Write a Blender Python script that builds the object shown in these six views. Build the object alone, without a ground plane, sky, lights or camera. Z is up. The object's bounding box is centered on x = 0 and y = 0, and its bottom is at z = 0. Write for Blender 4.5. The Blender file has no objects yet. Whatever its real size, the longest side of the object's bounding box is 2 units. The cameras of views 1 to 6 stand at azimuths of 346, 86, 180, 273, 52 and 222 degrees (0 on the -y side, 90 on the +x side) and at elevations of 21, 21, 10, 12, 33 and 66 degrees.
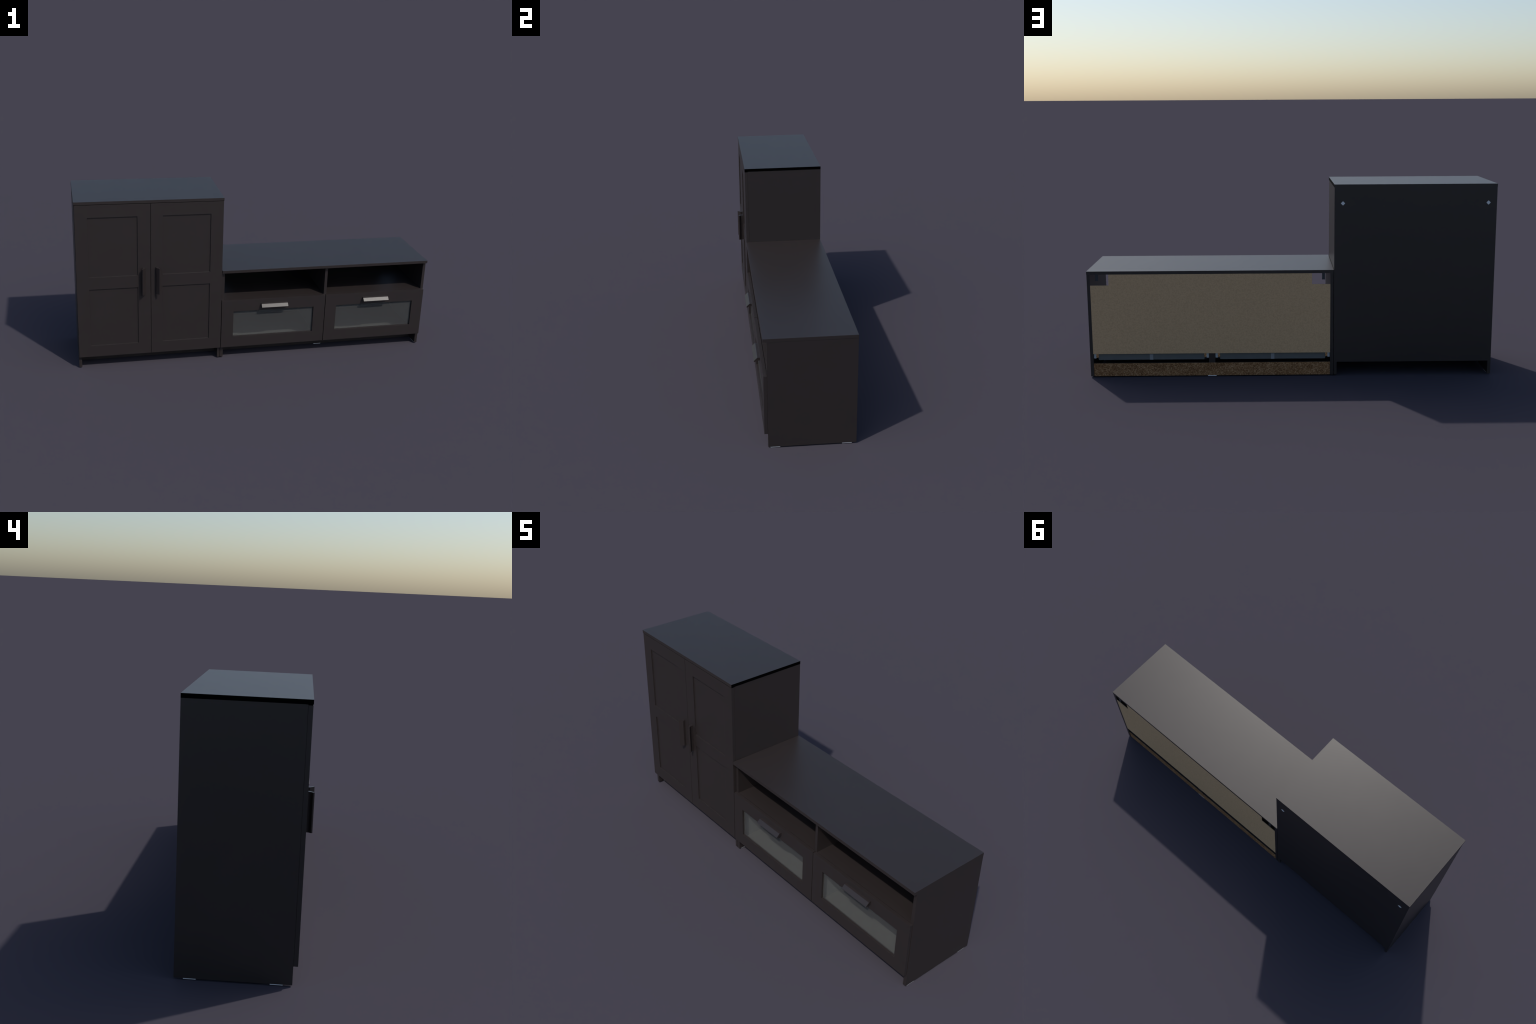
"""Dark brown laminate wall set: a two-door cabinet standing beside a low
media bench with an open shelf and two glass-fronted drawers."""
import bpy, bmesh, math
from mathutils import Vector

# --------------------------------------------------------------- dimensions
T = 0.0155                      # board thickness
BACK, SIDE_FRONT = 0.2212, -0.176
CARCASS_BACK = 0.2205           # rear edges of tops and sides
FRONT = -0.1920                 # face of doors and drawer fronts
TOP_FRONT = -0.1930
LIFT = 0.0033                   # height of the foot pads
DOOR_BOTTOM = 0.0695
CAB = dict(x0=-1.0, x1=-0.2122, top=0.9565, slab=0.0152)
BEN = dict(x0=-0.2112, x1=1.0, top=0.5378, slab=0.0158)
CAB_SEAM, BEN_SEAM = -0.6050, 0.3942
SHELF_TOP = 0.3565
DRAWER_TOP = 0.3573
KICK_FRONT = -0.0975
LOW0, LOW1 = 0.3775, 0.4090      # double board between the drawers

# ---------------------------------------------------------------- materials
def new_material(name):
    m = bpy.data.materials.new(name)
    m.use_nodes = True
    nt = m.node_tree
    return m, nt, nt.nodes["Principled BSDF"]

def link_noise(nt, scale, detail=4.0, rough=0.6, stretch=(1, 1, 1)):
    tc = nt.nodes.new("ShaderNodeTexCoord")
    mp = nt.nodes.new("ShaderNodeMapping")
    mp.inputs["Scale"].default_value = stretch
    nz = nt.nodes.new("ShaderNodeTexNoise")
    nz.inputs["Scale"].default_value = scale
    nz.inputs["Detail"].default_value = detail
    nz.inputs["Roughness"].default_value = rough
    nt.links.new(tc.outputs["Object"], mp.inputs["Vector"])
    nt.links.new(mp.outputs["Vector"], nz.inputs["Vector"])
    return nz

def ramp(nt, src, stops):
    cr = nt.nodes.new("ShaderNodeValToRGB")
    els = cr.color_ramp.elements
    while len(els) < len(stops):
        els.new(0.5)
    for e, (p, c) in zip(els, stops):
        e.position = p
        e.color = (*c, 1)
    nt.links.new(src, cr.inputs["Fac"])
    return cr

def laminate(name, rough=0.40, grain=0.0):
    m, nt, b = new_material(name)
    nz = link_noise(nt, 9.0, 3.0, 0.5)
    cr = ramp(nt, nz.outputs["Fac"], [(0.35, LAM_DARK), (0.65, LAM_LIGHT)])
    nt.links.new(cr.outputs["Color"], b.inputs["Base Color"])
    b.inputs["Roughness"].default_value = rough
    b.inputs["Specular IOR Level"].default_value = LAM_SPEC
    if grain:
        g = link_noise(nt, 150.0, 3.0, 0.6, (0.35, 1, 1))
        mr = nt.nodes.new("ShaderNodeMapRange")
        mr.inputs["To Min"].default_value = rough - grain
        mr.inputs["To Max"].default_value = rough + grain
        nt.links.new(g.outputs["Fac"], mr.inputs["Value"])
        nt.links.new(mr.outputs["Result"], b.inputs["Roughness"])
    return m

LAM_DARK, LAM_LIGHT, LAM_SPEC = (0.0272, 0.0214, 0.0208), (0.0285, 0.0225, 0.0218), 0.5
LAM = laminate("dark_brown_laminate")
LAM_HANDLE = laminate("handle_laminate", 0.33, 0.07)

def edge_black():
    m, nt, b = new_material("flat_black")
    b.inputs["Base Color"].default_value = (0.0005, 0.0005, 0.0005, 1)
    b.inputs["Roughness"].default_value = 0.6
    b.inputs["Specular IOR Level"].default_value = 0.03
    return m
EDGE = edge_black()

def fibreboard():
    m, nt, b = new_material("raw_fibreboard")
    nz = link_noise(nt, 170.0, 4.0, 0.7)
    cr = ramp(nt, nz.outputs["Fac"], [(0.30, (0.50, 0.325, 0.180)), (0.55, (0.60, 0.40, 0.230)),
                                      (0.75, (0.67, 0.43, 0.245))])
    nt.links.new(cr.outputs["Color"], b.inputs["Base Color"])
    b.inputs["Roughness"].default_value = 0.9
    b.inputs["Specular IOR Level"].default_value = 0.15
    return m
FIBRE = fibreboard()

def chipboard(name="raw_chipboard", gain=1.0):
    m, nt, b = new_material(name)
    big = link_noise(nt, 26.0, 4.0, 0.65)
    cells = nt.nodes.new("ShaderNodeTexVoronoi")
    cells.inputs["Scale"].default_value = 270.0
    tc = nt.nodes.new("ShaderNodeTexCoord")
    nt.links.new(tc.outputs["Object"], cells.inputs["Vector"])
    sep = nt.nodes.new("ShaderNodeSeparateColor")
    nt.links.new(cells.outputs["Color"], sep.inputs["Color"])
    fine = link_noise(nt, 300.0, 3.0, 0.75)
    add = nt.nodes.new("ShaderNodeMath"); add.operation = "MULTIPLY_ADD"
    add.inputs[1].default_value = 0.50
    nt.links.new(sep.outputs["Red"], add.inputs[0])
    mul = nt.nodes.new("ShaderNodeMath"); mul.operation = "MULTIPLY_ADD"
    mul.inputs[1].default_value = 0.45
    nt.links.new(big.outputs["Fac"], mul.inputs[0])
    half = nt.nodes.new("ShaderNodeMath"); half.operation = "MULTIPLY"
    half.inputs[1].default_value = 0.35
    nt.links.new(fine.outputs["Fac"], half.inputs[0])
    nt.links.new(half.outputs[0], mul.inputs[2])
    nt.links.new(mul.outputs[0], add.inputs[2])
    cr = ramp(nt, add.outputs[0], [(p, tuple(gain * k for k in c)) for p, c in (
        (0.36, (0.115, 0.052, 0.020)), (0.58, (0.215, 0.106, 0.046)),
        (0.76, (0.300, 0.162, 0.078)), (0.95, (0.47, 0.29, 0.16)))])
    nt.links.new(cr.outputs["Color"], b.inputs["Base Color"])
    b.inputs["Roughness"].default_value = 0.9
    b.inputs["Specular IOR Level"].default_value = 0.15
    bump = nt.nodes.new("ShaderNodeBump")
    bump.inputs["Strength"].default_value = 0.2
    bump.inputs["Distance"].default_value = 0.001
    nt.links.new(fine.outputs["Fac"], bump.inputs["Height"])
    nt.links.new(bump.outputs["Normal"], b.inputs["Normal"])
    return m
CHIP = chipboard()
CHIP_END = chipboard("chipboard_end_grain", 1.9)

def plain(name, col, rough=0.5, metal=0.0, spec=0.5, spread=0.04):
    m, nt, b = new_material(name)
    nz = link_noise(nt, 30.0, 3.0, 0.5)
    lo = tuple(c * (1 - spread) for c in col)
    hi = tuple(min(1, c * (1 + spread)) for c in col)
    cr = ramp(nt, nz.outputs["Fac"], [(0.3, lo), (0.7, hi)])
    nt.links.new(cr.outputs["Color"], b.inputs["Base Color"])
    b.inputs["Roughness"].default_value = rough
    b.inputs["Metallic"].default_value = metal
    b.inputs["Specular IOR Level"].default_value = spec
    return m
PAD = plain("pale_plastic", (0.75, 0.75, 0.76), 0.5)
STEEL = plain("zinc_plated_steel", (0.72, 0.74, 0.76), 0.45)
LINING = plain("pale_grey_drawer_foil", (0.195, 0.187, 0.176), 0.6, spec=0.2)

GLASS_COVER = 0.45                # share of light the frosted face scatters
def glass():
    m, nt, b = new_material("tinted_glass")
    b.inputs["Base Color"].default_value = (0.127, 0.126, 0.125, 1)
    b.inputs["Roughness"].default_value = 0.35
    b.inputs["Specular IOR Level"].default_value = 0.3
    tr = nt.nodes.new("ShaderNodeBsdfTransparent")
    tr.inputs["Color"].default_value = (0.93, 0.96, 0.95, 1)
    mix = nt.nodes.new("ShaderNodeMixShader")
    mix.inputs["Fac"].default_value = GLASS_COVER
    out = nt.nodes["Material Output"]
    nt.links.new(tr.outputs[0], mix.inputs[1])
    nt.links.new(b.outputs[0], mix.inputs[2])
    nt.links.new(mix.outputs[0], out.inputs["Surface"])
    return m
GLASS = glass()

def glass_rear():
    m, nt, b = new_material("clear_glass_rear_face")
    tr = nt.nodes.new("ShaderNodeBsdfTransparent")
    tr.inputs["Color"].default_value = (0.97, 0.98, 0.98, 1)
    nt.links.new(tr.outputs[0], nt.nodes["Material Output"].inputs["Surface"])
    return m
GLASS_REAR = glass_rear()

# ------------------------------------------------------------ mesh builders
def add_object(name, bm, mats, parent, origin):
    bmesh.ops.translate(bm, verts=bm.verts, vec=-Vector(origin))
    bmesh.ops.recalc_face_normals(bm, faces=bm.faces)
    me = bpy.data.meshes.new(name)
    bm.to_mesh(me)
    bm.free()
    for m in (mats if isinstance(mats, (list, tuple)) else [mats]):
        me.materials.append(m)
    ob = bpy.data.objects.new(name, me)
    bpy.context.scene.collection.objects.link(ob)
    place(ob, parent, origin)
    return ob

WORLD = {}
def place(ob, parent, origin):
    WORLD[ob] = Vector(origin)
    ob.parent = parent
    ob.location = Vector(origin) - (WORLD[parent] if parent else Vector((0, 0, 0)))

def empty(name, origin, parent=None):
    ob = bpy.data.objects.new(name, None)
    ob.empty_display_size = 0.1
    bpy.context.scene.collection.objects.link(ob)
    place(ob, parent, origin)
    return ob

def cuboid(bm, x0, x1, y0, y1, z0, z1):
    vs = [bm.verts.new((x, y, z)) for x in (x0, x1) for y in (y0, y1) for z in (z0, z1)]
    for f in ((0, 1, 3, 2), (4, 6, 7, 5), (0, 4, 5, 1), (2, 3, 7, 6), (0, 2, 6, 4), (1, 5, 7, 3)):
        bm.faces.new([vs[i] for i in f])

def round_edges(bm, size):
    es = [e for e in bm.edges if len(e.link_faces) == 2 and e.calc_face_angle(0) > 0.6]
    if size > 0 and es:
        bmesh.ops.bevel(bm, geom=es, offset=size, segments=2, profile=0.5, affect="EDGES")

def board(name, parent, mat, x0, x1, y0, y1, z0, z1, bevel=0.0002):
    bm = bmesh.new()
    cuboid(bm, x0, x1, y0, y1, z0, z1)
    bmesh.ops.recalc_face_normals(bm, faces=bm.faces)
    round_edges(bm, bevel)
    return add_object(name, bm, mat, parent, ((x0 + x1) / 2, (y0 + y1) / 2, (z0 + z1) / 2))

def panelled_front(name, parent, mat, xs, zs, y_face, y_back, openings, depth):
    """Slab whose front is a grid xs by zs; cells listed in `openings` are sunk by
    `depth`, or cut right through when depth is None."""
    bm = bmesh.new()
    nx, nz = len(xs) - 1, len(zs) - 1
    y_open = None if depth is None else y_face + depth
    cache = {}
    def v(x, y, z):
        k = (round(x, 6), round(y, 6), round(z, 6))
        if k not in cache:
            cache[k] = bm.verts.new((x, y, z))
        return cache[k]
    def quad(*p):
        bm.faces.new([v(*q) for q in p])
    for i in range(nx):
        for j in range(nz):
            x0, x1, z0, z1 = xs[i], xs[i + 1], zs[j], zs[j + 1]
            sunk = (i, j) in openings
            if not sunk:
                quad((x0, y_face, z0), (x1, y_face, z0), (x1, y_face, z1), (x0, y_face, z1))
            elif y_open is not None:
                quad((x0, y_open, z0), (x1, y_open, z0), (x1, y_open, z1), (x0, y_open, z1))
            if not (sunk and y_open is None):
                quad((x0, y_back, z0), (x0, y_back, z1), (x1, y_back, z1), (x1, y_back, z0))
            if sunk:
                ye = y_back if y_open is None else y_open
                for (xa, za), (xb, zb) in (((x0, z0), (x1, z0)), ((x1, z0), (x1, z1)),
                                           ((x1, z1), (x0, z1)), ((x0, z1), (x0, z0))):
                    quad((xa, y_face, za), (xb, y_face, zb), (xb, ye, zb), (xa, ye, za))
    for i in range(nx):                       # outer rim, bottom and top
        for z in (zs[0], zs[-1]):
            quad((xs[i], y_face, z), (xs[i + 1], y_face, z), (xs[i + 1], y_back, z), (xs[i], y_back, z))
    for j in range(nz):
        for x in (xs[0], xs[-1]):
            quad((x, y_face, zs[j]), (x, y_face, zs[j + 1]), (x, y_back, zs[j + 1]), (x, y_back, zs[j]))
    bmesh.ops.recalc_face_normals(bm, faces=bm.faces)
    bmesh.ops.dissolve_limit(bm, angle_limit=0.01, verts=bm.verts, edges=bm.edges)
    round_edges(bm, 0.0003)
    return add_object(name, bm, mat, parent,
                      ((xs[0] + xs[-1]) / 2, (y_face + y_back) / 2, (zs[0] + zs[-1]) / 2))

# hooked grip profile: (out from the front, down from the upper bend)
GRIP = [(-0.0004, 0.0000), (0.0098, 0.0000), (0.0117, 0.0003), (0.0132, 0.0012),
        (0.0283, 0.0160), (0.0271, 0.0182), (0.0232, 0.0208), (0.0205, 0.0198), (0.0180, 0.0172),
        (0.0155, 0.0150), (0.0120, 0.0136), (0.0080, 0.0132), (-0.0004, 0.0132)]

def handle(parent, centre, length, along, down):
    """Extrude the grip profile along a unit axis; `down` is the way the hook points."""
    bm = bmesh.new()
    a, d, o = Vector(along), Vector(down), Vector((0, -1, 0))
    c = Vector(centre)
    rings = []
    for s in (-0.5, 0.5):
        rings.append([bm.verts.new(c + a * (s * length) + o * u + d * w) for u, w in GRIP])
    n = len(GRIP)
    for i in range(n):
        bm.faces.new([rings[0][i], rings[0][(i + 1) % n], rings[1][(i + 1) % n], rings[1][i]])
    bm.faces.new(rings[0][::-1])
    bm.faces.new(rings[1])
    return add_object("handle", bm, LAM_HANDLE, parent, centre)

def foot_pad(parent, x0, x1, y0, y1):
    inset = 0.0009                # pads stand a little inside the boards they carry
    if x1 - x0 < y1 - y0:
        x0, x1 = x0 + inset, x1 - inset
    else:
        y0, y1 = y0 + inset, y1 - inset
    return board("foot_pad", parent, PAD, x0, x1, y0, y1, 0.0, LIFT + 0.0002, 0.0003)

# ------------------------------------------------------------------ cabinet
def build_cabinet():
    c = CAB
    x0, x1 = c["x0"], c["x1"]
    under = c["top"] - c["slab"]
    root = empty("cabinet", ((x0 + x1) / 2, 0, 0))
    root["label"] = "dark brown two-door cabinet with recessed panels and hooked handles"
    root["category"] = "cabinet"
    slab = board("top_panel", root, [LAM, EDGE], x0, x1, TOP_FRONT, CARCASS_BACK, under, c["top"], 0)
    for f in slab.data.polygons:              # both end faces coloured flat black
        if abs(f.normal.x) > 0.9:
            f.material_index = 1
    for xa in (x0 + 0.0008, x1 - T - 0.0008):
        board("side_panel", root, LAM, xa, xa + T, SIDE_FRONT, CARCASS_BACK, LIFT, under - 0.0002)
        for y0, y1 in ((0.1459, 0.1887), (-0.1443, -0.1009)):
            foot_pad(root, xa + 0.0001, xa + T - 0.0001, y0, y1)
    a, b = x0 + T + 0.001, x1 - T - 0.001
    board("back_panel", root, LAM, x0 + 0.004, x1 - 0.004, CARCASS_BACK + 0.0001, BACK - 0.0004, 0.0690, c["top"] - 0.0025, 0.0002)
    board("bottom_panel", root, LAM, a, b, SIDE_FRONT + 0.001, BACK - 0.005, 0.0692, 0.0692 + T)
    board("shelf", root, LAM, a, b, SIDE_FRONT + 0.03, BACK - 0.005, 0.50, 0.50 + T)
    board("kick_board", root, LAM, a, b, KICK_FRONT, KICK_FRONT + T, LIFT, 0.0688)
    for x in (-0.2536, -0.9579):              # square wall-fixing plates set on a corner
        bm = bmesh.new()
        r = 0.0104
        lo = [bm.verts.new((x + r * math.cos(k * math.pi / 2), BACK - 0.0004, 0.865 + r * math.sin(k * math.pi / 2))) for k in range(4)]
        hi = [bm.verts.new((v.co.x, BACK, v.co.z)) for v in lo]
        bm.faces.new(hi)
        bm.faces.new(lo)
        for k in range(4):
            bm.faces.new([lo[k], lo[(k + 1) % 4], hi[(k + 1) % 4], hi[k]])
        add_object("fixing_plate", bm, STEEL, root, (x, BACK, 0.865))
    # black strip filling the slot between the doors and the top
    board("black_slot_strip", root, EDGE, x0 + 0.0012, x1 - 0.0012, FRONT + 0.0012, SIDE_FRONT - 0.0004, 0.9384, under - 0.0001, 0)
    zs = [DOOR_BOTTOM, 0.1355, 0.4680, 0.5365, 0.8700, 0.9382]
    doors = (([-0.9972, -0.9330, -0.6740, CAB_SEAM - 0.0011], -0.6350, -1),
             ([CAB_SEAM + 0.0011, -0.5405, -0.2815, -0.2140], -0.5782, 1))
    for xs, hx, way in doors:
        d = panelled_front("door", root, LAM, xs, zs, FRONT, SIDE_FRONT - 0.0003, {(1, 1), (1, 3)}, 0.0055)
        handle(d, (hx, FRONT, 0.505), 0.151, (0, 0, 1), (way, 0, 0))
    return root

# -------------------------------------------------------------- media bench
def build_drawer(root, x0, x1, g0, g1, in0, in1, hx):
    d = empty("drawer", ((x0 + x1) / 2, FRONT, DOOR_BOTTOM), root)
    z0, z1 = 0.1332, 0.2890
    xs = [x0, g0, g1, x1]
    zs = [DOOR_BOTTOM, z0, z1, DRAWER_TOP]
    panelled_front("drawer_front", d, LAM, xs, zs, FRONT, SIDE_FRONT - 0.0003, {(1, 1)}, None)
    # pane let into the back of the frame
    bm = bmesh.new()
    cuboid(bm, g0 + 0.0002, g1 - 0.0002, -0.1815, -0.1785, z0 + 0.0002, z1 - 0.0002)
    bmesh.ops.recalc_face_normals(bm, faces=bm.faces)
    for f in bm.faces:
        f.material_index = 0 if f.normal.y < -0.5 else 1
    add_object("glass_pane", bm, [GLASS, GLASS_REAR], d, ((g0 + g1) / 2, -0.18, (z0 + z1) / 2))
    handle(d, (hx, FRONT, 0.3315), 0.152, (1, 0, 0), (0, 0, -1))
    rail_t, wall = 0.0126, 0.0110
    a, b = in0 + rail_t, in1 - rail_t         # outer faces of the drawer sides
    yb = 0.208
    for xa in (a, b - wall):
        bm = bmesh.new()
        cuboid(bm, xa, xa + wall, SIDE_FRONT, yb, 0.0960, 0.240)
        bmesh.ops.recalc_face_normals(bm, faces=bm.faces)
        ob_faces = [f for f in bm.faces if f.normal.y > 0.9]
        for f in ob_faces:
            f.material_index = 1
        add_object("drawer_side", bm, [SIDING, CHIP_END], d, (xa + wall / 2, 0, 0.168))
    for xa in (in0 + 0.0003, in1 - rail_t + 0.0003):
        board("drawer_rail", d, RAIL, xa, xa + rail_t - 0.0006, SIDE_FRONT + 0.004, yb + 0.002, 0.0925, 0.130, 0.0008)
    board("drawer_bottom", d, LINING, a + wall - 0.004, b - wall + 0.004, SIDE_FRONT, 0.1944, 0.0850, 0.0900, 0)
    for xa in (a + wall - 0.0002, b - wall - 0.0008):     # lips where the sides meet the bottom
        board("drawer_lip", d, SIDING, xa, xa + 0.0010, SIDE_FRONT, 0.1940, 0.0898, 0.0965, 0)
    board("drawer_back", d, BACKING, a + wall + 0.0003, b - wall - 0.0003, 0.1945, 0.2060, 0.0835, 0.240)
    xm = (x0 + x1) / 2
    board("bottom_support", d, SUPPORT, xm - 0.0088, xm + 0.0088, 0.2062, 0.2085, 0.0835, 0.1125)
    return d

def build_bench():
    c = BEN
    x0, x1 = c["x0"], c["x1"]
    under = c["top"] - c["slab"]
    root = empty("media_bench", ((x0 + x1) / 2, 0, 0))
    root["label"] = "low dark brown media bench with shelf and glass drawers"
    root["category"] = "tv bench"
    board("top_panel", root, LAM, x0, x1, TOP_FRONT, CARCASS_BACK, under, c["top"])
    for xa in (x0 + 0.0005, x1 - T - 0.0008):
        board("side_panel", root, LAM, xa, xa + T, SIDE_FRONT, CARCASS_BACK, LIFT, under - 0.0002)
        for y0, y1 in ((-0.1664, -0.1229), (0.1558, 0.1997)):
            foot_pad(root, xa + 0.0001, xa + T - 0.0001, y0, y1)
    a, b = x0 + T + 0.0007, x1 - T - 0.001
    # divider and shelves
    board("divider", root, LAM, BEN_SEAM - T / 2, BEN_SEAM + T / 2, SIDE_FRONT, 0.2172, SHELF_TOP - T, under - 0.0002)
    board("drawer_partition", root, LAM, LOW0, LOW1, SIDE_FRONT + 0.0005, 0.2172, 0.0698, SHELF_TOP - T - 0.0002)
    board("shelf", root, LAM, a, BEN_SEAM - T / 2 - 0.0002, SIDE_FRONT + 0.0018, 0.2172, SHELF_TOP - T, SHELF_TOP)
    board("shelf", root, LAM, BEN_SEAM + T / 2 + 0.0002, b, SIDE_FRONT + 0.0018, 0.2172, SHELF_TOP - T, SHELF_TOP)
    # back: thin sheet with cable notches in its upper corners, raw outside, dark inside
    bm = bmesh.new()
    zl, zn, zt = 0.1186, 0.4670, under - 0.0002
    outline = [(a, zl), (b, zl), (b, zn), (0.8930, zn), (0.8930, zt), (-0.1050, zt), (-0.1050, zn), (a, zn)]
    inner = [bm.verts.new((x, 0.2178, z)) for x, z in outline]
    outer = [bm.verts.new((x, 0.2206, z)) for x, z in outline]
    bm.faces.new(inner).material_index = 1
    bm.faces.new(outer[::-1])
    n = len(outline)
    for i in range(n):
        bm.faces.new([inner[i], inner[(i + 1) % n], outer[(i + 1) % n], outer[i]])
    add_object("back_panel", bm, [FIBRE, LAM], root, (0.4, 0.2168, 0.3))
    for x in (0.9502, -0.1611):               # hanging straps behind the notches
        board("hanging_strap", root, STEEL_DARK, x - 0.0072, x + 0.0072, 0.2192, 0.2206, 0.4905, under + 0.0006, 0.0002)
    # plinth boards
    board("kick_board", root, LAM, a, b, KICK_FRONT, KICK_FRONT + T, LIFT, 0.0700)
    rear = board("rear_kick_board", root, [LAM, CHIP], a, b, 0.2178 - T, 0.2178, LIFT, 0.0692, 0)
    for f in rear.data.polygons:              # only its hidden side is left raw
        f.material_index = 1 if f.normal.y > 0.9 else 0
    foot_pad(root, 0.3726, 0.4152, KICK_FRONT + 0.0001, KICK_FRONT + T - 0.0001)
    foot_pad(root, 0.3726, 0.4152, 0.2178 - T, 0.2192)
    build_drawer(root, -0.2103, BEN_SEAM - 0.0017, -0.1432, 0.3252, a, LOW0, 0.0906)
    build_drawer(root, BEN_SEAM + 0.0017, 0.9968, 0.4612, 0.9303, LOW1, b, 0.6953)
    return root

STEEL_DARK = plain("grey_steel", (0.028, 0.032, 0.040), 0.5)
SUPPORT = plain("support_shade_darkened", (0.25, 0.26, 0.28), 0.5)  # base grey lowered to carry the shade deep under the bench back
RAIL = plain("coated_rail_steel", (0.50, 0.54, 0.57), 0.5)
BACKING = plain("grey_drawer_backing", (0.13, 0.135, 0.135), 0.6, spec=0.2)
SIDING = plain("pale_drawer_siding", (0.285, 0.28, 0.27), 0.6, spec=0.2)
build_cabinet()
build_bench()
